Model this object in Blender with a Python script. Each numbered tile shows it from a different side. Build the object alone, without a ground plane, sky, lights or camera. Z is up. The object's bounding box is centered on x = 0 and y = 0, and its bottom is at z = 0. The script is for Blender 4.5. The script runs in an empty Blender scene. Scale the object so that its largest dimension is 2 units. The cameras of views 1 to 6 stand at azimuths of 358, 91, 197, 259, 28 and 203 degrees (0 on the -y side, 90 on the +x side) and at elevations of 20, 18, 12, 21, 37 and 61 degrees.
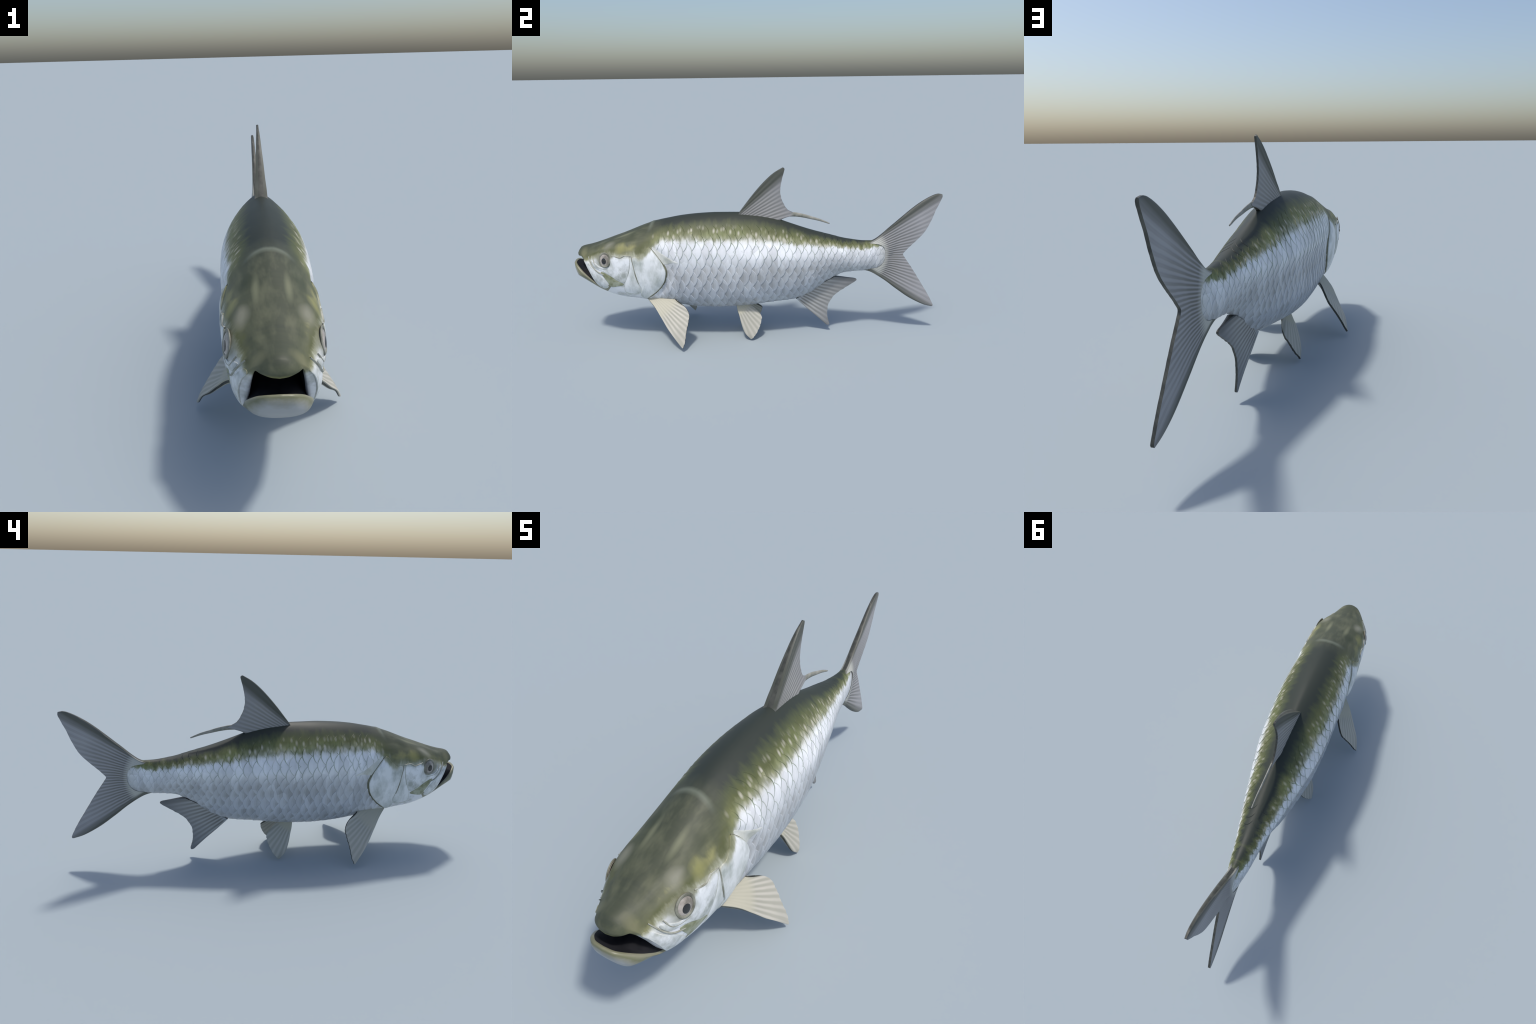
import bpy, math, random
import numpy as np
from mathutils import Vector, noise as mnoise

rng = random.Random(7)

# ------------------------------------------------------------------ helpers
def pchip(x, y, q):
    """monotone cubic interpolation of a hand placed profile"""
    x = np.asarray(x, float); y = np.asarray(y, float); q = np.asarray(q, float)
    h = np.diff(x); d = np.diff(y) / h
    m = np.zeros_like(y)
    m[0], m[-1] = d[0], d[-1]
    for i in range(1, len(x) - 1):
        if d[i-1] * d[i] > 0:
            w1, w2 = 2*h[i] + h[i-1], h[i] + 2*h[i-1]
            m[i] = (w1 + w2) / (w1/d[i-1] + w2/d[i])
    q = np.clip(q, x[0], x[-1])
    k = np.clip(np.searchsorted(x, q, side='right') - 1, 0, len(x) - 2)
    t = (q - x[k]) / h[k]
    return ((1+2*t)*(1-t)**2*y[k] + t*(1-t)**2*h[k]*m[k]
            + t*t*(3-2*t)*y[k+1] + t*t*(t-1)*h[k]*m[k+1])

def smooth(a, b, v):
    t = np.clip((np.asarray(v, float) - a) / (b - a), 0, 1)
    return t*t*(3-2*t)

def catmull(pts, n, closed=False):
    P = np.array(pts, float)
    if closed:
        Q = np.vstack([P[-1], P, P[0], P[1]]); segs = len(P)
    else:
        Q = np.vstack([2*P[0]-P[1], P, 2*P[-1]-P[-2]]); segs = len(P) - 1
    ln = np.array([np.linalg.norm(Q[i+2]-Q[i+1]) for i in range(segs)])
    cum = np.concatenate([[0], np.cumsum(ln)])
    out = []
    for s in np.linspace(0, cum[-1], n, endpoint=not closed):
        k = min(np.searchsorted(cum, s, side='right') - 1, segs - 1)
        t = (s - cum[k]) / ln[k]
        a, b, c, d = Q[k:k+4]
        out.append(.5*((2*b) + (c-a)*t + (2*a-5*b+4*c-d)*t*t + (3*b-a-3*c+d)*t**3))
    return np.array(out)

root = bpy.data.objects.new("tarpon", None)
bpy.context.scene.collection.objects.link(root)
root["label"] = "large silver fish with olive back and open upturned mouth"
root["category"] = "fish"

def link(ob, parent):
    bpy.context.scene.collection.objects.link(ob)
    ob.parent = parent
    return ob

def make(name, verts, faces, mats, parent, slots=None, smooth_faces=True):
    me = bpy.data.meshes.new(name)
    me.from_pydata([tuple(v) for v in verts], [], [tuple(f) for f in faces])
    for m in mats: me.materials.append(m)
    if slots is not None:
        me.polygons.foreach_set("material_index", np.asarray(slots, dtype=np.int32))
    me.polygons.foreach_set("use_smooth", [smooth_faces]*len(faces))
    me.update()
    return link(bpy.data.objects.new(name, me), parent)

def mirrored(ob, parent):
    c = ob.copy()
    c.scale.x = -1
    return link(c, parent)

# ------------------------------------------------------------------ body profile
#        y     top   belly halfw  centre  p_up  p_low
BODY = [(-1.00, .467, .380, .064, .395, 1.94, 2.20),
        (-.950, .520, .346, .082, .392, 1.95, 2.40),
        (-.900, .532, .310, .099, .418, 1.86, 2.60),
        (-.840, .550, .275, .123, .452, 1.80, 2.70),
        (-.780, .571, .251, .136, .476, 1.78, 2.80),
        (-.720, .593, .237, .142, .480, 1.76, 2.92),
        (-.660, .618, .230, .146, .476, 1.76, 2.92),
        (-.600, .639, .219, .148, .473, 1.77, 2.85),
        (-.500, .667, .202, .149, .482, 1.79, 2.68),
        (-.400, .687, .184, .152, .492, 1.80, 2.62),
        (-.300, .698, .172, .155, .497, 1.76, 2.58),
        (-.200, .703, .168, .156, .496, 1.67, 2.55),
        (-.100, .703, .171, .155, .490, 1.56, 2.48),
        (.000, .693, .181, .150, .484, 1.46, 2.40),
        (.100, .671, .192, .136, .477, 1.48, 2.24),
        (.200, .636, .201, .117, .472, 1.58, 2.06),
        (.300, .602, .238, .099, .466, 1.78, 1.84),
        (.400, .574, .312, .078, .459, 1.95, 1.76),
        (.500, .549, .358, .058, .450, 2.10, 1.78),
        (.600, .537, .365, .041, .444, 2.15, 1.86),
        (.660, .537, .366, .029, .444, 2.10, 1.95),
        (.715, .520, .386, .0175, .450, 2.10, 2.10),
        (.742, .503, .403, .0075, .452, 2.30, 2.30),
        (.760, .492, .414, .003, .452, 2.40, 2.40)]
BY = [r[0] for r in BODY]
def prof(y):
    return [pchip(BY, [r[i] for r in BODY], y) for i in range(1, 7)]

OPERC_REAR = [(-.560, .545), (-.531, .517), (-.503, .479), (-.487, .446), (-.477, .419), (-.479, .392), (-.492, .352), (-.527, .305), (-.563, .272), (-.600, .246)]
def operc_y(z):
    zz = [p[1] for p in OPERC_REAR][::-1]; yy = [p[0] for p in OPERC_REAR][::-1]
    return np.interp(z, zz, yy)

TH = np.linspace(-math.pi/2, math.pi/2, 361)
def section(y):
    """half outline (x>=0) from keel to ridge, as (x, z) arrays"""
    zt, zb, w, zc, pu, pl = [float(v) for v in prof(y)]
    up = TH >= 0
    p = np.where(up, pu, pl)
    c, s = np.abs(np.cos(TH)), np.abs(np.sin(TH))
    x = w * c**(2/p)
    z = np.where(up, zc + (zt-zc)*s**(2/p), zc - (zc-zb)*s**(2/p))
    x[0] = x[-1] = 0
    # the body dips just behind the gill cover
    d = y - operc_y(z) - .022
    x = x * (1 - .085*np.exp(-(d/.030)**2)*smooth(.24, .30, z)*smooth(.57, .52, z))
    return x, z

def bend(W):
    """the body is not quite symmetric: its far flank is slightly hollow below"""
    W = np.array(W, float)
    f = smooth(.0, -.05, W[:, 0])*smooth(.50, .42, W[:, 2])*smooth(.26, .38, W[:, 2])*smooth(-.48, -.2, W[:, 1])*smooth(.62, .40, W[:, 1])
    W[:, 0] += .012*f
    return W

def sway(W):
    """the tail swings very slightly to one side"""
    W = np.array(W, float)
    W[:, 0] += .003*smooth(.50, .72, W[:, 1])*(1-.8*smooth(.80, 1.0, W[:, 1]))
    return W

def zlat(y):        # line along the middle of the flank
    return pchip([-1, -.6, -.35, 0, .2, .4, .76], [.47, .47, .47, .468, .446, .436, .452], y)
def zgape(y):       # line of the mouth, running back to the jaw hinge
    return pchip([-1, -.95, -.9, -.848, -.8, -.7, -.6, .76],
                 [.462, .425, .372, .312, .33, .42, .47, .452], y)

def cumarc(x, z):
    return np.concatenate([[0], np.cumsum(np.hypot(np.diff(x), np.diff(z)))])

# table of the surface: rows y, columns arc length from the flank line
NYT, NST, SMAX = 520, 520, .48
YT = np.linspace(-1, .76, NYT); ST = np.linspace(-SMAX, SMAX, NST)
TX = np.empty((NYT, NST)); TZ = np.empty((NYT, NST)); SLO = np.empty(NYT); SHI = np.empty(NYT)
for i, yy in enumerate(YT):
    x, z = section(yy); a = cumarc(x, z)
    a -= np.interp(zlat(yy), z, a)
    SLO[i], SHI[i] = a[0], a[-1]
    TX[i] = np.interp(ST, a, x); TZ[i] = np.interp(ST, a, z)

def surf(y, s):
    y = np.asarray(y, float); s = np.asarray(s, float)
    fi = np.clip((y+1)/1.76*(NYT-1), 0, NYT-1.001); fj = np.clip((s+SMAX)/(2*SMAX)*(NST-1), 0, NST-1.001)
    i = fi.astype(int); j = fj.astype(int); a = fi-i; b = fj-j
    def bl(T): return (T[i, j]*(1-a)*(1-b) + T[i+1, j]*a*(1-b) + T[i, j+1]*(1-a)*b + T[i+1, j+1]*a*b)
    return np.stack([bl(TX), y, bl(TZ)], -1)

def surf_n(y, s, e=.004):
    du = surf(np.asarray(y)+e, s) - surf(np.asarray(y)-e, s)
    dv = surf(y, np.asarray(s)+e) - surf(y, np.asarray(s)-e)
    n = np.cross(dv, -du)
    n /= np.linalg.norm(n, axis=-1, keepdims=True) + 1e-12
    return np.where(n[..., :1] < 0, -n, n)

def s_of_z(y, z):
    """arc coordinate of the flank point at height z"""
    out = np.empty(len(y))
    for k, (yy, zz) in enumerate(zip(y, z)):
        x, zs = section(yy); a = cumarc(x, zs)
        a -= np.interp(zlat(yy), zs, a)
        out[k] = np.interp(zz, zs, a)
    return out

# ------------------------------------------------------------------ materials
class N:
    def __init__(self, name):
        self.m = bpy.data.materials.new(name); self.m.use_nodes = True
        self.t = self.m.node_tree; self.b = self.t.nodes["Principled BSDF"]
        self.obj = self.n("ShaderNodeTexCoord").outputs["Object"]
    def n(self, typ, **kw):
        nd = self.t.nodes.new(typ)
        for k, v in kw.items(): setattr(nd, k, v)
        return nd
    def put(self, sock, v):
        if isinstance(v, bpy.types.NodeSocket): self.t.links.new(v, sock)
        elif v is not None: sock.default_value = v
    def math(self, op, a, b=None, c=None, clamp=False):
        nd = self.n("ShaderNodeMath", operation=op, use_clamp=clamp)
        for i, v in enumerate((a, b, c)): self.put(nd.inputs[i], v)
        return nd.outputs[0]
    def sep(self, v):
        nd = self.n("ShaderNodeSeparateXYZ"); self.put(nd.inputs[0], v); return nd.outputs
    def mix(self, f, a, b, mode='MIX'):
        nd = self.n("ShaderNodeMix", data_type='RGBA', blend_type=mode)
        self.put(nd.inputs[0], f)
        for i, v in ((6, a), (7, b)):
            self.put(nd.inputs[i], (*v, 1) if isinstance(v, tuple) else v)
        return nd.outputs[2]
    def ramp(self, f, stops, interp='LINEAR'):
        nd = self.n("ShaderNodeValToRGB"); cr = nd.color_ramp; cr.interpolation = interp
        while len(cr.elements) < len(stops): cr.elements.new(.5)
        for e, (p, c) in zip(cr.elements, stops):
            e.position = p; e.color = (*c, 1) if isinstance(c, tuple) else (c, c, c, 1)
        self.put(nd.inputs[0], f); return nd.outputs[0]
    def rng(self, v, a, b, c=0., d=1.):
        nd = self.n("ShaderNodeMapRange"); self.put(nd.inputs[0], v)
        for i, q in enumerate((a, b, c, d)): nd.inputs[i+1].default_value = q
        return nd.outputs[0]
    def scaled(self, sc, vec=None):
        nd = self.n("ShaderNodeMapping"); self.put(nd.inputs[0], vec or self.obj)
        nd.inputs["Scale"].default_value = sc; return nd.outputs[0]
    def noise(self, sc, scale=1, detail=3., rough=.5):
        nd = self.n("ShaderNodeTexNoise"); self.put(nd.inputs["Vector"], self.scaled(sc))
        nd.inputs["Scale"].default_value = scale; nd.inputs["Detail"].default_value = detail
        nd.inputs["Roughness"].default_value = rough; return nd.outputs[0]
    def voronoi(self, sc, rand=1.):
        nd = self.n("ShaderNodeTexVoronoi"); self.put(nd.inputs["Vector"], self.scaled(sc))
        nd.inputs["Scale"].default_value = 1; nd.inputs["Randomness"].default_value = rand
        return nd.outputs["Distance"], nd.outputs["Color"]
    def curve(self, f, pts):
        nd = self.n("ShaderNodeFloatCurve"); c = nd.mapping.curves[0]
        while len(c.points) < len(pts): c.points.new(.5, .5)
        for p, (x, y) in zip(c.points, pts): p.location = (x, y)
        nd.mapping.update(); self.put(nd.inputs["Value"], f); return nd.outputs[0]
    def dot(self, v, w):
        nd = self.n("ShaderNodeVectorMath", operation='DOT_PRODUCT'); self.put(nd.inputs[0], v)
        nd.inputs[1].default_value = w; return nd.outputs["Value"]
    def done(self, col, rough=.45, bump=None, dist=.002, strength=.5, spec=.4, metal=0.):
        self.put(self.b.inputs["Base Color"], (*col, 1) if isinstance(col, tuple) else col)
        self.put(self.b.inputs["Roughness"], rough)
        self.b.inputs["Specular IOR Level"].default_value = spec
        self.b.inputs["Metallic"].default_value = metal
        if bump is not None:
            nd = self.n("ShaderNodeBump"); nd.inputs["Strength"].default_value = strength
            nd.inputs["Distance"].default_value = dist; self.put(nd.inputs["Height"], bump)
            self.t.links.new(nd.outputs[0], self.b.inputs["Normal"])
        return self.m

# height of the line where the olive back meets the silver flank
EDGE = [(-1, .43), (-.95, .455), (-.9, .468), (-.85, .492), (-.8, .508), (-.75, .503), (-.7, .503), (-.65, .507),
        (-.6, .498), (-.56, .528), (-.52, .568), (-.49, .587), (-.4, .592), (-.2, .592), (0, .585), (.1, .572),
        (.2, .556), (.3, .541), (.4, .527), (.5, .511), (.6, .504), (.70, .515), (.76, .535)]
TOPZ = [(r[0], r[1]) for r in BODY]
SILVER = (.81, .825, .845); OLIVE = (.108, .116, .047); MOSS = (.070, .082, .040); TEAL = (.033, .040, .032)
TAN = (.50, .475, .40)

def skin(nt, kind):
    """colour of the skin, with painted scale glints, from its place on the body"""
    x, y, z = nt.sep(nt.obj)
    u = nt.math('MULTIPLY_ADD', y, .5, .5)
    edge = nt.curve(u, [((a+1)/2, b) for a, b in EDGE])
    top = nt.curve(u, [((a+1)/2, b) for a, b in TOPZ])
    wav = nt.noise((0, 32, 14), 1, 4, .62)
    d = nt.math('SUBTRACT', z, edge)
    d = nt.math('ADD', d, nt.math('MULTIPLY', nt.math('SUBTRACT', wav, .5), .056))
    span = nt.math('MAXIMUM', nt.math('SUBTRACT', top, edge), .04)
    dn = nt.math('DIVIDE', d, span)
    f = nt.rng(dn, -.6, 1.1)
    head = nt.rng(y, -.48, -.60)
    back = nt.ramp(f, [(0, SILVER), (.18, SILVER), (.27, (.68, .685, .645)), (.35, (.46, .455, .36)), (.44, (.27, .275, .16)),
                       (.56, OLIVE), (.70, MOSS), (.82, TEAL), (1, TEAL)])
    streak = nt.noise((30, 7, 30), 1, 3, .55)
    blot = nt.noise((16, 11, 16), 1, 2, .5)
    top_h = nt.ramp(f, [(0, SILVER), (.16, SILVER), (.25, (.60, .61, .56)), (.34, (.36, .365, .27)), (.42, (.20, .205, .12)), (.52, (.115, .12, .06)),
                        (.72, (.080, .088, .052)), (1, (.054, .062, .042))])
    top_h = nt.mix(nt.math('MULTIPLY', nt.rng(streak, .42, .75), nt.rng(f, .40, .52, 0., .60)), top_h, (.155, .16, .10))
    # a bright olive-yellow area on the side of the crown, above the cheek
    side = nt.math('MULTIPLY', nt.rng(f, .38, .44), nt.rng(f, .66, .52))
    top_h = nt.mix(nt.math('MULTIPLY', nt.math('MULTIPLY', side, nt.rng(blot, .46, .64)), .8), top_h, (.30, .29, .13))
    top_h = nt.mix(nt.math('MULTIPLY', nt.math('MULTIPLY', side, nt.rng(blot, .46, .34)), .6), top_h, (.085, .095, .035))
    # pale flecks, each on one small scale of the back
    dist, vc = nt.voronoi((26, 58, 26), .95)
    pick = nt.sep(vc)[0]
    fleck = nt.math('MULTIPLY', nt.rng(dist, .48, .14), nt.rng(pick, .22, .5))
    band = nt.math('MULTIPLY', nt.rng(f, .26, .34), nt.rng(f, .70, .50))
    fleck = nt.math('MULTIPLY', nt.math('MULTIPLY', fleck, band), nt.rng(y, .62, .2, .3, 1.))
    dk = nt.math('MULTIPLY', nt.math('MULTIPLY', nt.rng(dist, .30, .62), band), .45)
    back = nt.mix(dk, back, (.085, .10, .04))
    back = nt.mix(nt.math('MULTIPLY', nt.rng(nt.noise((5, 7, 9), 1, 3, .5), .45, .70), nt.math('MULTIPLY', band, .7)), back, (.19, .22, .085))
    back = nt.mix(nt.math('MULTIPLY', fleck, .85), back, TAN)
    # pale and yellowish spots on the brow and crown, a paler streak down each side, one dark spot
    ax = nt.math('ABSOLUTE', x)
    def crown_spot(cx, cy, rx, ry):
        p = nt.math('DIVIDE', nt.math('SUBTRACT', ax, cx), rx); q = nt.math('DIVIDE', nt.math('SUBTRACT', y, cy), ry)
        r = nt.math('SQRT', nt.math('ADD', nt.math('MULTIPLY', p, p), nt.math('MULTIPLY', q, q)))
        r = nt.math('ADD', r, nt.math('MULTIPLY', nt.math('SUBTRACT', streak, .5), .9))
        return nt.math('MULTIPLY', nt.rng(r, 1.15, .25), nt.rng(f, .38, .46))
    top_h = nt.mix(nt.math('MULTIPLY', crown_spot(.090, -.782, .026, .038), .75), top_h, (.235, .235, .18))
    top_h = nt.mix(nt.math('MULTIPLY', crown_spot(.118, -.712, .022, .034), .8), top_h, (.26, .255, .10))
    top_h = nt.mix(nt.math('MULTIPLY', crown_spot(.046, -.700, .012, .060), .6), top_h, (.20, .21, .13))
    top_h = nt.mix(nt.math('MULTIPLY', crown_spot(.075, -.655, .030, .035), .7), top_h, (.045, .055, .032))
    top_h = nt.mix(nt.math('MULTIPLY', crown_spot(.060, -.93, .030, .020), .6), top_h, (.20, .195, .11))
    col = nt.mix(head, back, top_h)
    # dusky ring of skin round the eye
    ey = nt.math('DIVIDE', nt.math('ADD', y, .803), 1.05); ez = nt.math('SUBTRACT', z, .482)
    er = nt.math('SQRT', nt.math('ADD', nt.math('MULTIPLY', ey, ey), nt.math('MULTIPLY', ez, ez)))
    er = nt.math('ADD', er, nt.math('MULTIPLY', nt.math('SUBTRACT', blot, .5), .05))
    col = nt.mix(nt.math('MULTIPLY', nt.math('MULTIPLY', nt.rng(er, .070, .038), nt.rng(f, .50, .36)), .92), col, (.205, .21, .145))
    # grey-olive marks on the silver of the face
    mk = nt.noise((17, 13, 21), 1, 3, .6)
    col = nt.mix(nt.math('MULTIPLY', nt.math('MULTIPLY', nt.rng(mk, .50, .64), nt.math('MULTIPLY', nt.rng(f, .36, .26), nt.rng(y, -.58, -.66))), .55), col, (.33, .34, .28))
    # cream skin where the stalk runs into the tail rays
    col = nt.mix(nt.math('MULTIPLY', nt.rng(y, .655, .73), .8), col, nt.mix(nt.rng(mk, .40, .62), (.34, .345, .31), (.62, .615, .56)))
    # pale line across the nape where the skull meets the scaled back
    nx = nt.math('ABSOLUTE', x)
    nl = nt.math('ABSOLUTE', nt.math('ADD', nt.math('ADD', y, .552), nt.math('MULTIPLY', nt.math('MULTIPLY', nx, nx), 2.0)))
    nl = nt.math('MULTIPLY', nt.rng(nl, .016, .001), nt.rng(nx, .085, .040))
    col = nt.mix(nt.math('MULTIPLY', nt.math('MULTIPLY', nl, nt.rng(f, .6, .8)), .75), col, (.15, .17, .13))
    # silver: darker below the flank line, faint clouding everywhere
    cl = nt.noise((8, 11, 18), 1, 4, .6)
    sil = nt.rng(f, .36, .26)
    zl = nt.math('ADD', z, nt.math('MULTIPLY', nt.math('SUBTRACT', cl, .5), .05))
    flank_tone = nt.ramp(nt.rng(zl, .15, .55), [(0, (.56, .58, .605)), (.35, (.57, .595, .63)), (.62, (.60, .61, .615)), (.74, (.76, .77, .78)), (.84, (1., 1., 1.))])
    col = nt.mix(nt.math('MULTIPLY', sil, nt.rng(y, -.60, -.46)), col, nt.mix(1., col, flank_tone, 'MULTIPLY'))
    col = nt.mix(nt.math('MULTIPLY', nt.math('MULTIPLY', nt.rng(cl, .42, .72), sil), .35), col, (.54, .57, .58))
    # glints painted on
    _, gc = nt.voronoi((6, 22.5, 10.5), .8)
    gl = nt.rng(nt.sep(gc)[0], 0, 1, .86, 1.10)
    comb = nt.n("ShaderNodeCombineXYZ")
    for k in range(3): nt.put(comb.inputs[k], gl)
    flank = nt.math('MULTIPLY', sil, nt.rng(y, -.56, -.48))
    col = nt.mix(flank, col, nt.mix(1., col, comb.outputs[0], 'MULTIPLY'))
    return col, f, sil, y, z, head

def skin_material(name, tint=None, low=None, near_edge=None, rough=.46, bump=None):
    nt = N(name)
    col, f, sil, y, z, head = skin(nt, name)
    if tint:      # tint on the upper flank, another on the lower flank; fades on the back and the tail stalk
        t2 = nt.mix(nt.rng(z, .475, .425), nt.mix(nt.rng(f, .06, .24), tint, near_edge or tint), low)
        wear = nt.noise((11, 13, 15), 1, 3, .6)
        amt = nt.math('MULTIPLY', nt.rng(f, .48, .36, .12, 1.), nt.rng(wear, .34, .56, .30, 1.))
        amt = nt.math('MULTIPLY', amt, nt.rng(y, .72, .45, .3, 1.))
        col = nt.mix(amt, col, nt.mix(1., col, t2, 'MULTIPLY'))
    g = nt.noise((90, 90, 90), 1, 3, .6)
    return nt.done(col, rough=nt.rng(f, .42, .26, .52, .32), bump=g, dist=.001, strength=.2, spec=.30)

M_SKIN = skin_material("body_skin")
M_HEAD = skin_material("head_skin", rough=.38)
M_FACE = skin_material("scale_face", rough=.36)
M_HALF = skin_material("scale_middle", (1., 1., 1.), (.91, .90, .885), rough=.38)  # middle and root tints darken toward the shadow under the scale ahead
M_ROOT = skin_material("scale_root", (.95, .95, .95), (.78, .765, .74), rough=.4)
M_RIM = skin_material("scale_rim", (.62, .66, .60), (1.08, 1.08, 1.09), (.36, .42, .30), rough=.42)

def simple(name, col, col2, scale, rough=.4, spec=.4, bump=.3):
    nt = N(name)
    n1 = nt.noise(scale, 1, 4, .55)
    return nt.done(nt.mix(nt.rng(n1, .38, .66), col, col2), rough=rough, bump=n1, dist=.0015, strength=bump, spec=spec)

M_MOUTH = simple("mouth_lining", (.012, .013, .016), (.022, .022, .026), (20, 20, 20), .7, .2)
def plate_material(name, a, b, scale, rough):
    nt = N(name)
    col, f, sil, y, z, head = skin(nt, name)
    n1 = nt.noise(scale, 1, 4, .6)
    n2 = nt.noise((40, 40, 14), 1, 3, .6)
    c = nt.mix(nt.rng(n1, .40, .66), a, b)
    c = nt.mix(nt.math('MULTIPLY', nt.rng(n2, .52, .75), .35), c, (.50, .53, .54))
    return nt.done(nt.mix(nt.rng(f, .34, .22), col, c), rough=rough, bump=n1, dist=.002, strength=.4, spec=.45)
M_PLATE = plate_material("silver_plate", (.80, .82, .82), (.42, .455, .42), (9, 15, 8), .36)
M_PLATE2 = plate_material("cheek_silver", (.83, .85, .86), (.38, .405, .37), (13, 17, 14), .36)
M_GROOVE = plate_material("groove_edge", (.50, .52, .47), (.72, .74, .72), (25, 25, 25), .5)
M_PATCH = simple("olive_patch", (.21, .225, .12), (.46, .48, .38), (22, 20, 22), .45)
M_GILL = simple("dark_gill_band", (.10, .105, .065), (.22, .22, .15), (18, 18, 18), .5)
M_DARKLINE = simple('dark_line_tone', (.22, .22, .165), (.42, .43, .38), (25, 25, 25), .5)
M_SHOULDER = simple("shoulder_bone", (.70, .71, .68), (.52, .53, .47), (15, 20, 15), .42)
M_IRIS = simple("iris_silver", (.42, .38, .34), (.20, .18, .15), (34, 34, 34), .15, .6, .1)
M_PUPIL = simple("pupil", (.012, .012, .014), (.02, .02, .02), (30, 30, 30), .08, .7, .05)
M_LID = simple("eye_rim", (.11, .11, .08), (.26, .26, .21), (30, 30, 30), .4)

def jaw_material():
    nt = N("lower_jaw_skin")
    x, y, z = nt.sep(nt.obj)
    n1 = nt.noise((18, 14, 22), 1, 4, .6)
    # olive lip band, silver underneath and towards the hinge
    rim = nt.math('ADD', z, nt.math('MULTIPLY', y, 1.0))
    f = nt.math('ADD', nt.rng(rim, -.60, -.535), nt.math('MULTIPLY', nt.math('SUBTRACT', n1, .5), .6))
    col = nt.ramp(f, [(.10, (.38, .39, .385)), (.40, (.27, .27, .22)), (.60, (.17, .175, .10)), (.9, (.24, .235, .165))])
    return nt.done(col, rough=.36, bump=n1, dist=.002, strength=.3)
M_JAW = jaw_material()

def fin_material(name, origin, e1, e2, waves, light, dark, edge, a_range, near, far, tip, base_tint=None):
    """rays fan out from a point; the membrane between them is darker"""
    nt = N(name)
    off = nt.n("ShaderNodeVectorMath", operation='SUBTRACT'); nt.put(off.inputs[0], nt.obj)
    off.inputs[1].default_value = origin
    p, q = nt.dot(off.outputs[0], e1), nt.dot(off.outputs[0], e2)
    ang = nt.math('ARCTAN2', q, p)
    r = nt.math('SQRT', nt.math('ADD', nt.math('MULTIPLY', p, p), nt.math('MULTIPLY', q, q)))
    wob = nt.noise((9, 9, 9), 1, 3, .6)
    ph = nt.math('ADD', nt.math('MULTIPLY', ang, waves), nt.math('MULTIPLY', wob, 2.2))
    st = nt.math('MULTIPLY_ADD', nt.math('SINE', ph), .5, .5)
    fine = nt.math('MULTIPLY_ADD', nt.math('SINE', nt.math('MULTIPLY', ph, 3.0)), .5, .5)
    fade = nt.rng(r, near, far, 1., .30)
    st2 = nt.math('MULTIPLY', nt.math('POWER', st, .8), fade)
    st2 = nt.math('ADD', st2, nt.math('MULTIPLY', fine, .10))
    patch = nt.noise((6, 6, 6), 1, 3, .5)
    st2 = nt.math('ADD', st2, nt.math('MULTIPLY', nt.math('SUBTRACT', patch, .5), .5))
    col = nt.mix(st2, light, dark)
    e = nt.math('MAXIMUM', nt.rng(ang, a_range[0]+.08, a_range[0]), nt.rng(ang, a_range[1]-.08, a_range[1]))
    if tip: col = nt.mix(nt.math('MULTIPLY', nt.rng(r, far*.75, far*1.05), .75), col, tip)
    if base_tint: col = nt.mix(nt.math('MULTIPLY', nt.rng(r, near*1.04, near*.88), .9), col, base_tint)
    if edge: col = nt.mix(nt.math('MULTIPLY', e, .85), col, edge)
    m = nt.done(col, rough=.5, bump=st, dist=.0012, strength=.35, spec=.3)
    return m

# ------------------------------------------------------------------ body shell
NA = 34                                   # columns per quarter
def resample(y, fracs_up, fracs_lo):
    """points of the half section from ridge to keel, broken at the mouth line"""
    x, z = section(y); a = cumarc(x, z)
    ab = float(np.interp(zgape(y), z, a)); tot = a[-1]
    s = np.concatenate([tot + (ab-tot)*fracs_up, ab*(1-fracs_lo[1:])])
    return np.interp(s, a, x), np.interp(s, a, z)

FU = np.linspace(0, 1, NA+1); FL = np.linspace(0, 1, NA+1)
NC = 2*NA + 1                              # columns of the half ring
start = np.concatenate([
    pchip([0, .2, .38, .52, .66, .80, .90, 1], [-.960, -.957, -.950, -.936, -.917, -.893, -.872, -.848], FU),
    pchip([0, .10, .22, .38, .55, .75, 1], [-.848, -.885, -.925, -.955, -.970, -.977, -.979], FL)[1:]])
yr = np.concatenate([np.linspace(0, 1, 44)**1.15 * (-.60+.848) - .848,
                     np.linspace(-.60, .74, 112)[1:], [.75, .757]])
rings = []                                 # (NC,3) arrays, front to back
for y0 in yr:
    # the front rings slide from the mouth outline back to plane sections
    t = smooth(-.848, -.66, y0)
    ycol = (start + (y0+.848)*(1-.0) * ((-.66-start)/(-.66+.848))) if y0 < -.66 else np.full(NC, y0)
    ring = np.empty((NC, 3))
    if y0 < -.66:
        for c in range(NC):
            xs, zs = resample(ycol[c], FU, FL)
            ring[c] = (xs[c], ycol[c], zs[c])
    else:
        xs, zs = resample(y0, FU, FL)
        ring[:, 0], ring[:, 1], ring[:, 2] = xs, y0, zs
    rings.append(ring)

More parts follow.
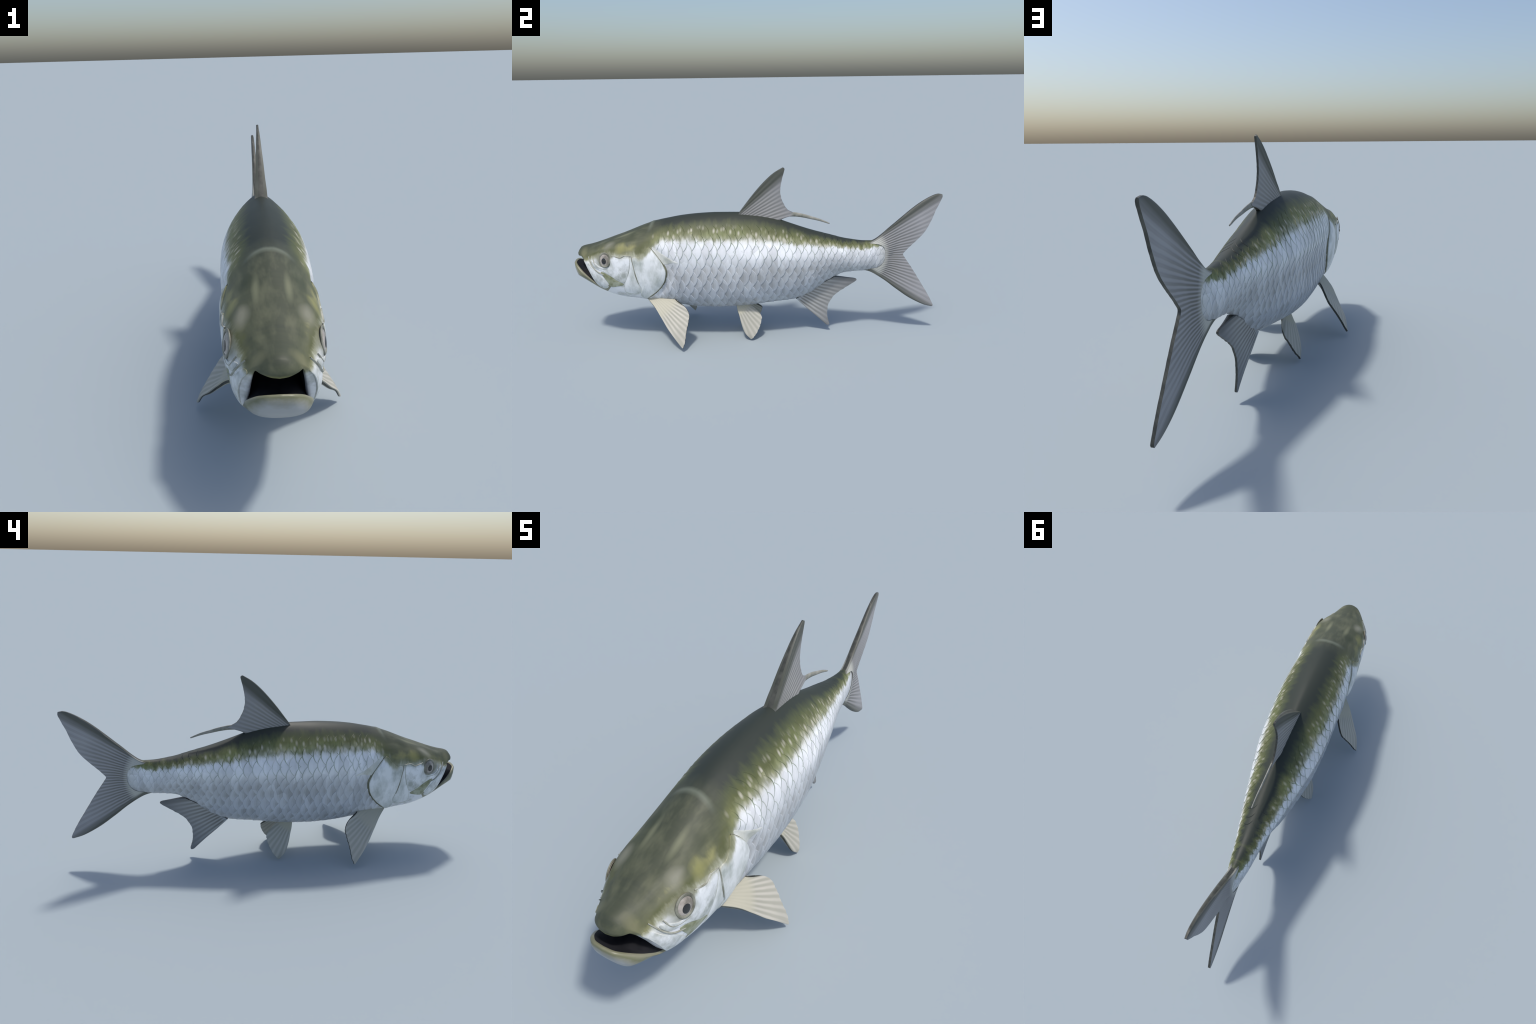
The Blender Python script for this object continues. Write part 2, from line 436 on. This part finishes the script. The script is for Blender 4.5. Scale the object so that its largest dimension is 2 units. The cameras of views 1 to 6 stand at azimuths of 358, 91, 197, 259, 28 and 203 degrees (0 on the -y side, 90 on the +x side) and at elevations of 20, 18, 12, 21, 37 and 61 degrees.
# lips: the rim of the mouth from the snout, round the upper jaw plate to the hinge, and along the chin
pos = np.concatenate([FU*.5, .5 + FL[1:]*.5])       # 0 snout .. .5 hinge .. 1 chin
RIM = [(0, 0, -.972, .469), (.07, .020, -.970, .471), (.14, .044, -.962, .477), (.20, .057, -.948, .479), (.27, .063, -.934, .464),
       (.34, .071, -.912, .424), (.42, .080, -.880, .356), (.5, .089, -.850, .313),
       (.56, .092, -.893, .346), (.63, .087, -.932, .384), (.70, .074, -.958, .408), (.79, .055, -.980, .428), (.90, .029, -.995, .440), (1, 0, -.998, .443)]
rimc = np.stack([pchip([r[0] for r in RIM], [r[k] for r in RIM], pos) for k in (1, 2, 3)], -1)
edge0 = rings[0]
low = smooth(.55, .85, pos); snout = smooth(.20, .08, pos)
def ring_at(mix, fwd_low, fwd_snout):
    r = edge0 + (rimc-edge0)*mix
    r[:, 1] -= fwd_low*low + fwd_snout*snout
    return r
def ring_in(kx, dy, dz):
    r = rimc*np.array([kx, 1, 1]); r[:, 1] += dy
    r[:, 2] += dz*np.where(pos > .5, -1, .5)*np.abs(2*pos-1)**.5
    return r
lips = [ring_at(.30, .005, .006), ring_at(.62, .006, .008), ring_at(.92, .002, .002), ring_in(.985, .003, 0),
        ring_in(.94, .011, .005), ring_in(.89, .028, .028), ring_in(.86, .060, .048)]
for r in lips: r[0, 0] = r[-1, 0] = 0
cave = []
last = lips[-1]; cen = np.array([0, -.50, .42])
for t in (.2, .42, .64, .82, .94):
    r = last + (cen - last)*np.array([t**3.5, t, t**3.5])
    r[0, 0] = r[-1, 0] = 0
    cave.append(r)
allr = cave[::-1] + lips[::-1] + rings
nlip = len(cave) + len(lips)
# fine unevenness of bone under the skin of the head
verts, idx = [], []
for ri, r in enumerate(allr):
    row = []
    for c in range(NC):
        row.append(len(verts)); verts.append(tuple(r[c]))
    rowm = [row[0]]
    for c in range(1, NC-1):
        rowm.append(len(verts)); verts.append((-r[c][0], r[c][1], r[c][2]))
    rowm.append(row[-1])
    idx.append((row, rowm))
def skull(W):
    """long low ridges of the skull, a brow over each eye and the step at the nape"""
    W = np.array(W, float)
    m = smooth(-.44, -.52, W[:, 1])*smooth(-.955, -.90, W[:, 1])*smooth(.485, .53, W[:, 2])
    rel = np.array([mnoise.noise((abs(p[0])*26+3, p[1]*6, p[2]*9)) for p in W])
    brow = .008*np.exp(-((W[:, 1]+.755)/.045)**2 - ((np.abs(W[:, 0])-.098)/.026)**2 - ((W[:, 2]-.548)/.03)**2)
    nape = .003*smooth(.02, 0, np.abs(W[:, 1]+.552+2*W[:, 0]**2))*smooth(.08, .04, np.abs(W[:, 0]))*smooth(.60, .64, W[:, 2])
    W[:, 2] += m*.0050*rel + brow + nape
    return W
verts = [tuple(v) for v in sway(skull(bend(verts)))]
cfront = len(verts); verts.append(tuple(cen + np.array([0, .01, 0])))
cback = len(verts); verts.append((.005, .76, .4525))
faces, reg = [], []
def region(ri, c):
    if ri < nlip:
        if ri < len(cave) : return "mouth_lining"
        if ri < len(cave)+2: return "mouth_lining"
        return "lower_jaw" if c >= NA else "head"
    y = np.mean([allr[ri][c][1], allr[ri+1][c+1][1]])
    z = np.mean([allr[ri][c][2], allr[ri+1][c+1][2]])
    if c >= NA and ri - nlip < 18: return "lower_jaw"
    if y < -.555: return "head"
    return "torso" if y < .42 else "tail"
for ri in range(len(allr)-1):
    A, B = idx[ri], idx[ri+1]
    for c in range(NC-1):
        k = region(ri, c)
        faces.append((A[0][c], A[0][c+1], B[0][c+1], B[0][c])); reg.append(k)
        faces.append((A[1][c+1], A[1][c], B[1][c], B[1][c+1])); reg.append(k)
for c in range(NC-1):
    A, B = idx[0], idx[-1]
    faces.append((A[0][c+1], A[0][c], cfront)); reg.append("mouth_lining")
    faces.append((A[1][c], A[1][c+1], cfront)); reg.append("mouth_lining")
    faces.append((B[0][c], B[0][c+1], cback)); reg.append("tail")
    faces.append((B[1][c+1], B[1][c], cback)); reg.append("tail")
whole = bpy.data.meshes.new("whole"); whole.from_pydata(verts, [], faces); whole.update()
whole_n = np.empty(len(verts)*3); whole.vertices.foreach_get("normal", whole_n); whole_n = whole_n.reshape(-1, 3)
ctr = np.array(verts)
if np.mean([whole_n[i][0] for i in idx[nlip+60][0][10:50]]) < 0:      # outward winding
    faces = [f[::-1] for f in faces]; whole_n = -whole_n
bpy.data.meshes.remove(whole)
parts = {}
for name, mat in (("head", M_HEAD), ("lower_jaw", M_JAW), ("mouth_lining", M_MOUTH), ("torso", M_SKIN), ("tail", M_SKIN)):
    fs = [f for f, k in zip(faces, reg) if k == name]
    used = sorted({i for f in fs for i in f}); remap = {v: i for i, v in enumerate(used)}
    ob = make(name, [verts[i] for i in used], [[remap[i] for i in f] for f in fs], [mat], root)
    ob.data.normals_split_custom_set_from_vertices([tuple(whole_n[i]) for i in used])
    parts[name] = ob
head, torso, tailp = parts["head"], parts["torso"], parts["tail"]

# ------------------------------------------------------------------ plates of the face
def plate(name, outline, height, mats, parent, n=72, nr=12, rim=.08, edge_drop=-.003, crown=2.2, flare=None, pair=True):
    """a domed bony plate lying on the flank, from its outline seen from the side"""
    o = catmull(outline, n, True)
    c = o.mean(0)
    ks = np.concatenate([np.linspace(0, 1-rim, nr-2)[1:], [1-rim*.35, 1.0, 1.0]])
    V = []
    for k in ks: V.append(c + (o-c)*k)
    P = np.vstack([[c]] + V)
    s = s_of_z(P[:, 0], P[:, 1])
    base = surf(P[:, 0], s); nn = surf_n(P[:, 0], s)
    h = np.concatenate([[height]] + [np.full(n, height*(1-.55*k**crown)) for k in ks[:-2]]
                       + [np.full(n, height*.40), np.full(n, edge_drop)])
    if flare is not None: h = h + np.where(h > 0, flare(P[:, 0], P[:, 1]), 0)
    W = base + nn*h[:, None]
    F, S = [], []
    for j in range(n): F.append((0, 1+j, 1+(j+1) % n)); S.append(0)
    R = len(ks)
    for r in range(R-1):
        for j in range(n):
            a, b = 1+r*n+j, 1+r*n+(j+1) % n
            F.append((a, a+n, b+n, b)); S.append(1 if r >= R-4 and len(mats) > 1 else 0)
    ob = make(name, W, F, mats, parent, S)
    if pair: mirrored(ob, parent)
    return ob

def strip(name, curve, inner, outer, height, mat, parent, n=60, m=7):
    """a thin band following a curve on the flank"""
    C = catmull(curve, n); t = np.gradient(C, axis=0); t /= np.linalg.norm(t, axis=1, keepdims=True)
    nr = np.stack([-t[:, 1], t[:, 0]], 1)
    w = np.linspace(-inner, outer, m); end = np.sin(np.linspace(.02, .98, n)*math.pi)**.5
    P = (C[:, None] + nr[:, None]*(w[None, :, None]*(.35+.65*end[:, None, None]))).reshape(-1, 2)
    sa = s_of_z(P[:, 0], P[:, 1])
    h = np.tile(height*np.cos(np.linspace(-.3 if inner > .006 else -1, 1, m)*math.pi/2*1.15), n)
    W = surf(P[:, 0], sa) + surf_n(P[:, 0], sa)*h[:, None]
    F = [(i*m+k, i*m+k+1, (i+1)*m+k+1, (i+1)*m+k) for i in range(n-1) for k in range(m-1)]
    mirrored(make(name, W, F, [mat], parent), parent)

strip("dark_gill_band", OPERC_REAR, .012, .013, .0035, M_GILL, head)
plate("shoulder_bone", [(-.540, .546), (-.50, .519), (-.455, .491), (-.400, .462), (-.44, .463), (-.472, .452), (-.495, .462), (-.53, .505)],
      .0030, [M_SHOULDER], torso, edge_drop=-.002)
plate("operculum", OPERC_REAR + [(-.622, .27), (-.613, .314), (-.622, .344), (-.633, .392), (-.641, .447), (-.645, .492), (-.612, .497), (-.585, .520)],
      .0075, [M_PLATE, M_GROOVE], head, n=110, nr=16, rim=.035, flare=lambda y, z: .003*smooth(-.56, -.49, y))
plate("preopercle", [(-.652, .503), (-.643, .447), (-.635, .392), (-.624, .344), (-.618, .292), (-.66, .276), (-.705, .290), (-.697, .353), (-.671, .41), (-.659, .464)],
      .0024, [M_PLATE, M_GROOVE], head, rim=.06)
plate("cheek", [(-.757, .500), (-.705, .490), (-.679, .509), (-.662, .498), (-.661, .464), (-.673, .41), (-.699, .355), (-.735, .362), (-.785, .398), (-.812, .418), (-.772, .446)],
      .0045, [M_PLATE2, M_GROOVE], head, rim=.045)
plate("cheek_patch", [(-.826, .408), (-.794, .400), (-.737, .361), (-.706, .340), (-.745, .326), (-.781, .322), (-.797, .352)],
      .002, [M_PATCH], head, rim=.12, edge_drop=-.003)
plate("maxilla", [(-.926, .462), (-.906, .464), (-.878, .430), (-.845, .404), (-.812, .360), (-.795, .322), (-.822, .305), (-.850, .318), (-.870, .348), (-.890, .393), (-.912, .438)],
      .0035, [M_PLATE2, M_GROOVE], head, rim=.05, edge_drop=-.002)
plate("suborbital", [(-.880, .462), (-.862, .432), (-.825, .418), (-.790, .412), (-.768, .432), (-.785, .440), (-.825, .440), (-.856, .458)],
      .0035, [M_PLATE2], head, rim=.12, edge_drop=-.003)

for line_pts in ([(-.898, .482), (-.874, .440), (-.844, .409), (-.806, .392)], [(-.866, .474), (-.853, .446), (-.826, .431), (-.788, .428)],
             [(-.652, .500), (-.645, .450), (-.637, .395), (-.626, .345)], [(-.757, .503), (-.715, .492), (-.690, .503), (-.655, .500)]):
    strip("face_dark_line", line_pts, .0035, .0035, .0046, M_DARKLINE, head, n=30, m=5)

# ------------------------------------------------------------------ eyes
def eye_side():
    cy, cz = -.799, .478
    s = s_of_z(np.array([cy]), np.array([cz])); P = surf(np.array([cy]), s)[0]; nn = surf_n(np.array([cy]), s)[0]
    t1 = np.cross([0, 0, 1.], nn); t1 /= np.linalg.norm(t1); t2 = np.cross(nn, t1)
    def dome(name, rad, h, lift, mat, par, dy=0., dz=0., sq=1.0, n=40, m=14):
        V = [P + nn*(lift+h) + t1*dy + t2*dz]; F = []
        for k in range(1, m+1):
            a = k/m*math.pi/2
            for j in range(n):
                b = 2*math.pi*j/n
                V.append(P + t1*(dy+rad*math.sin(a)*math.cos(b)) + t2*(dz+rad*sq*math.sin(a)*math.sin(b)) + nn*(lift+h*math.cos(a)))
        for j in range(n): F.append((0, 1+j, 1+(j+1) % n))
        for k in range(m-1):
            for j in range(n):
                a, b = 1+k*n+j, 1+k*n+(j+1) % n
                F.append((a, a+n, b+n, b))
        return make(name, V, F, [mat], par)
    ball = dome("eye", .0290, .0100, -.0058, M_IRIS, root, sq=1.2)
    pup = dome("pupil", .0140, .003, .0023, M_PUPIL, ball, dy=-.001, dz=-.005, sq=1.25)
    # raised rim of the socket
    V, F = [], []; n, m = 48, 10
    for j in range(n):
        b = 2*math.pi*j/n
        for k in range(m):
            a = 2*math.pi*k/m
            rr = .0305 + .0048*math.cos(a)
            V.append(P + t1*rr*math.cos(b) + t2*rr*1.18*math.sin(b) + nn*(-.0020 + .0028*math.sin(a)))
    for j in range(n):
        for k in range(m):
            F.append((j*m+k, ((j+1) % n)*m+k, ((j+1) % n)*m+(k+1) % m, j*m+(k+1) % m))
    rim = make("eye_rim", V, F, [M_LID], ball)
    b2 = mirrored(ball, root); 
    for o in (pup, rim):
        c = o.copy(); link(c, b2)
eye_side()

# ------------------------------------------------------------------ scales
def scale_mesh(yc, sc, p, h, lift):
    """one overlapping scale: free rounded edge to the rear, root tucked in front"""
    A = [-1.45, -1.05, -.82, -.60, -.38, -.17, -.105, .0]
    Bn = 13
    V, F, S = [], [], []
    j1, j2 = rng.uniform(-.11, .11), rng.uniform(-.08, .08)
    for a in A + [.0]:
        for k in range(Bn):
            b = -1 + 2*k/(Bn-1)
            bulge = -.60*abs(b)**2.1
            y = yc + p*(a*(1-.15*b*b) + bulge + .30 + j1)
            s = sc + h*(b*(1-.10*max(0, a+1)) + j2)
            V.append((y, s))
    V = np.array(V)
    base = surf(V[:, 0], V[:, 1]); nn = surf_n(V[:, 0], V[:, 1])
    na = len(A)
    e = np.repeat(np.array([-.35, .10, .25, .42, .60, .82, .95, 1.0, -.35]), Bn)*lift
    bb = np.tile(np.linspace(-1, 1, Bn), na+1)
    e = e - .30*lift*np.abs(bb)**3
    W = base + nn*e[:, None]
    W[:, 0] = np.maximum(W[:, 0], .001)
    slot = [2, 2, 2, 1, 0, 0, 3, 3]
    for i in range(na):
        for k in range(Bn-1):
            q = i*Bn+k
            F.append((q, q+1, q+Bn+1, q+Bn)); S.append(slot[i])
    return W, F, S

MATS = [M_FACE, M_HALF, M_ROOT, M_RIM]
cands = []
y = -.555; col = 0
while y < .70:
    g = 1 - .30*float(smooth(.0, .62, y))
    pitch = .0445*g
    ds = .0485*(1 - .42*float(smooth(-.02, .60, y)))
    if y < -.40: pitch *= .86
    for r in range(-9, 9):
        s = (2*r + col % 2) * ds + .006
        i = int(np.clip((y+1)/1.76*(NYT-1), 0, NYT-1))
        if s < SLO[i] + .5*ds or s > SHI[i] - .9*ds: continue
        P = surf(y, s)
        if y < operc_y(P[2]) + .024: continue
        if P[2] > float(np.interp(y, [a for a, b in EDGE], [b for a, b in EDGE])) + .036: continue
        cands.append((y, s, pitch, ds*1.12, float(P[2]), float(prof(y)[0])))
    y += pitch*.5; col += 1
big = []
for (yy, s, p2, h, z, zt) in cands:
    zone = (float(np.interp(yy, [a for a, b in EDGE], [b for a, b in EDGE])) - z)
    show = p2*h*(1 if zone > -.01 else .45)*(1 if s > -.22 else .6)
    big.append(show)
order = np.argsort(-np.array(big))
chosen = set(order[:150].tolist())
rest = []
for q, (yy, s, p2, h, z, zt) in enumerate(cands):
    edge_z = float(np.interp(yy, [a for a, b in EDGE], [b for a, b in EDGE]))
    lift = (.0020 + .0004*float(smooth(.47, .43, z)) - .0014*float(smooth(-.015, .02, z-edge_z))) * (1 - .6*float(smooth(.40, .68, yy))) * (1 - .5*float(smooth(-.36, -.50, yy))) * rng.uniform(.8, 1.2)
    W, F, S = scale_mesh(yy, s, p2, h, lift)
    Wm = sway(bend(W*np.array([-1, 1, 1]))); W = sway(W); Fm = [t[::-1] for t in F]
    if q in chosen:
        make("scale", W, F, MATS, torso, S)
        make("scale", Wm, Fm, MATS, torso, S)
    else:
        rest += [(W, F, S), (Wm, Fm, S)]
V, F, S = [], [], []
for W, f, sl in rest:
    o = len(V); V += [tuple(w) for w in W]; F += [tuple(i+o for i in q) for q in f]; S += sl
ob = make("small_scales", V, F, MATS, torso, S); ob["kind"] = "stuff"
print("scales", len(cands), len(rest))

# ------------------------------------------------------------------ fins
def fin(name, base, ends, thick, lead, mat, parent, fan, n=120, m=44, ragged=.002, seed=0, ripple=.0004, curl=None):
    """rays run from the base line to the rear edge; the first follows the leading edge curve"""
    B = catmull(base, n); E = catmull(ends, n)
    Lc = catmull([base[0]] + list(lead) + [ends[0]], m)
    Rc = catmull([base[-1]] + list(curl) + [ends[-1]], m) if curl else None
    origin, e1, e2, waves = fan
    G = np.empty((n, m, 3))
    vv = np.linspace(0, 1, m)
    for i in range(n):
        u = i/(n-1); d = E[i]-B[i]; L = np.linalg.norm(d)
        rag = ragged*(mnoise.noise((u*22+seed, seed*1.7, 0)) + .6*mnoise.noise((u*60, seed, 3)))
        G[i] = B[i] + np.outer(vv*(1+rag/L), d)
        G[i] += (Lc - (Lc[0] + np.outer(vv, Lc[-1]-Lc[0])))*(1-u)**2.5
        if Rc is not None: G[i] += (Rc - (Rc[0] + np.outer(vv, Rc[-1]-Rc[0])))*u**2.5
    du = np.gradient(G, axis=0); dv = np.gradient(G, axis=1)
    nn = np.cross(dv, du); nn /= np.linalg.norm(nn, axis=2, keepdims=True)+1e-12
    mean = nn.mean((0, 1)); mean /= np.linalg.norm(mean)
    nn = nn + mean*1.0; nn /= np.linalg.norm(nn, axis=2, keepdims=True)
    if mean[0] < 0: nn = -nn
    V = {1: [], -1: []}
    for i in range(n):
        for k in range(m):
            u, v = i/(n-1), k/(m-1)
            q = G[i, k] - np.array(origin); ang = math.atan2(q @ np.array(e2), q @ np.array(e1))
            rp = ripple*math.sin(ang*waves)*min(1, 4*v*(1-v)+.2)
            t = max(.0012, thick(u, v)+rp)
            for sgn in (1, -1): V[sgn].append(G[i, k] + nn[i, k]*sgn*t)
    verts = sway(V[1] + V[-1]); o = n*m; F = []
    for i in range(n-1):
        for k in range(m-1):
            a = i*m+k
            F.append((a, a+1, a+m+1, a+m)); F.append((o+a, o+a+m, o+a+m+1, o+a+1))
    loop = [i*m for i in range(n)] + [(n-1)*m+k for k in range(1, m)] + [i*m+m-1 for i in range(n-2, -1, -1)] + [k for k in range(m-2, 0, -1)]
    for a, b in zip(loop, loop[1:]+loop[:1]): F.append((a, b, o+b, o+a))
    ob = make(name, verts, F, [mat, M_FINEDGE], parent, [0]*(len(F)-len(loop)) + [1]*len(loop))
    ob.data.set_sharp_from_angle(angle=math.radians(50))
    return ob

M_FINEDGE = simple('fin_edge', (.040, .042, .035), (.085, .086, .072), (30, 30, 30), .5)
GREY_L = (.37, .365, .375); GREY_D = (.155, .155, .142); DARK = (.085, .09, .075)
CREAM_L, CREAM_D = (.50, .48, .42), (.345, .34, .285)
X, Yv, Zv = (1, 0, 0), (0, 1, 0), (0, 0, 1)

# caudal fin
o = (0, .525, .455)
mat = fin_material("caudal_fin_membrane", o, Yv, Zv, 118, GREY_L, GREY_D, (.075, .08, .062), (-.62, .63), .20, .42, None, (.50, .50, .45))
fin("caudal_fin", [(0, .585, .374), (0, .68, .392), (0, .712, .45), (0, .69, .512), (0, .595, .528)],
    [(0, .987, .146), (0, .996, .154), (0, .976, .196), (0, .947, .245), (0, .905, .312), (0, .862, .378), (0, .826, .432), (0, .811, .460),
     (0, .829, .485), (0, .860, .517), (0, .914, .577), (0, .945, .634), (0, .972, .705), (0, .998, .768), (0, .999, .788)],
    lambda u, v: (.0065*(1-v)**.7*(.7+.8*abs(2*u-1)**2) + .0055 + .0105*(1-smooth(0, .45, v))*(1-(2*u-1)**4))*(1 if 0 < u < 1 else .6),
    [(0, .638, .357), (0, .713, .310), (0, .780, .258), (0, .857, .203), (0, .935, .162)], mat, root, (o, Yv, Zv, 118), seed=1,
    curl=[(0, .652, .543), (0, .741, .621), (0, .842, .712), (0, .909, .761), (0, .968, .790)])

# dorsal fin and its long trailing ray
o = (0, -.215, .585)
mat = fin_material("dorsal_fin_membrane", o, Yv, Zv, 120, (.335, .33, .325), (.175, .175, .16), (.060, .066, .048), (.0, .72), .16, .46, (.26, .26, .27), (.14, .15, .09))
dors = fin("dorsal_fin", [(0, -.092, .690), (0, -.02, .680), (0, .05, .668), (0, .117, .648)],
    [(0, .150, .940), (0, .160, .930), (0, .147, .880), (0, .138, .830), (0, .140, .785), (0, .153, .747), (0, .180, .710), (0, .216, .692), (0, .218, .684), (0, .170, .672)],
    lambda u, v: (.0042 + (.021*(1-v)**1.2)*(1-.50*u))*(.45 if u == 0 else 1),
    [(0, -.015, .790), (0, .048, .862), (0, .101, .910)], mat, root, (o, Yv, Zv, 120), seed=2)
def strand(name, pts, rad, mat, parent, n=40, m=12):
    C = catmull(pts, n); V, F = [], []
    for i, c in enumerate(C):
        t = C[min(i+1, n-1)] - C[max(i-1, 0)]; t /= np.linalg.norm(t)
        sd = np.cross(t, [1, 0, 0]); w, h = rad(i/(n-1))
        for k in range(m):
            a = 2*math.pi*k/m
            V.append(c + np.array([1, 0, 0])*w*math.cos(a) + sd*h*math.sin(a))
    for i in range(n-1):
        for k in range(m): F.append((i*m+k, i*m+(k+1) % m, (i+1)*m+(k+1) % m, (i+1)*m+k))
    F.append(tuple(range(m))[::-1]); F.append(tuple((n-1)*m+k for k in range(m)))
    return make(name, V, F, [mat], parent)
M_STRAND = simple("trailing_ray_skin", (.20, .205, .17), (.34, .33, .29), (20, 30, 20), .5)
strand("trailing_ray", [(0, .165, .687), (.001, .215, .686), (.003, .26, .679), (.006, .30, .669), (.010, .35, .656), (.013, .402, .637)],
       lambda t: (.005-.0025*t, .0105*(1-t)**.8+.0030), M_STRAND, dors)

# anal fin
o = (0, .04, .362)
mat = fin_material("anal_fin_membrane", o, Yv, Zv, 112, (.44, .44, .425), (.20, .195, .18), (.09, .095, .09), (-.80, -.06), .26, .47, (.14, .145, .155), (.50, .54, .58))
fin("anal_fin", [(0, .222, .205), (0, .285, .240), (0, .35, .285), (0, .435, .332)],
    [(0, .396, .038), (0, .414, .041), (0, .402, .095), (0, .404, .155), (0, .420, .190), (0, .445, .225), (0, .500, .265), (0, .555, .302), (0, .558, .314), (0, .540, .320)],
    lambda u, v: (.0042 + .021*(1-v)**1.4*(1-.4*u))*(.5 if u in (0, 1) else 1),
    [(0, .281, .147), (0, .340, .092)], mat, root, (o, Yv, Zv, 112), seed=3)

# pectoral fins
def frame(a, b, c):
    a, b, c = map(np.array, (a, b, c))
    e1 = (b-a)/np.linalg.norm(b-a); n = np.cross(e1, c-a); n /= np.linalg.norm(n)
    if n[0] < 0: n = -n
    return tuple(e1), tuple(np.cross(n, e1))
e1, e2 = frame((.085, -.60, .27), (.257, -.387, .024), (.172, -.36, .173))
o = (.06, -.62, .30)
mat = fin_material("pectoral_fin_membrane", o, e1, e2, 88, CREAM_L, CREAM_D, None, (-2, 2), .22, .50, None, (.46, .44, .35))
pec = fin("pectoral_fin", [(.075, -.606, .245), (.085, -.55, .250), (.092, -.50, .246), (.096, -.445, .240)],
    [(.254, -.392, .024), (.258, -.387, .024), (.248, -.378, .045), (.234, -.374, .072), (.216, -.370, .102), (.196, -.363, .134), (.177, -.358, .162), (.164, -.361, .184), (.145, -.382, .211), (.118, -.43, .236)],
    lambda u, v: (.0045 + .0075*(1-v)*(1-.5*u))*(.55 if u in (0, 1) else 1),
    [(.138, -.545, .202), (.173, -.507, .159), (.207, -.470, .112), (.234, -.436, .078)], mat, root, (o, e1, e2, 88), seed=4, ragged=.003)
mirrored(pec, root)

# pelvic fins
e1, e2 = frame((.050, -.109, .173), (.12, -.028, .006), (.069, .029, .119))
o = (.035, -.135, .235)
mat = fin_material("pelvic_fin_membrane", o, e1, e2, 56, CREAM_L, CREAM_D, None, (-2, 2), .12, .36, None, (.46, .44, .34))
pel = fin("pelvic_fin", [(.050, -.110, .180), (.046, -.085, .184), (.042, -.06, .186), (.038, -.040, .188)],
    [(.118, -.032, .006), (.121, -.025, .008), (.119, -.011, .024), (.108, .006, .046), (.098, .018, .070), (.089, .025, .090), (.078, .029, .108), (.068, .028, .122), (.055, .012, .139), (.042, -.015, .160)],
    lambda u, v: (.0042 + .006*(1-v)*(1-.5*u))*(.55 if u in (0, 1) else 1),
    [(.064, -.104, .152), (.080, -.0945, .128), (.099, -.081, .082), (.112, -.063, .039)], mat, root, (o, e1, e2, 56), seed=5, ragged=.003)
mirrored(pel, root)
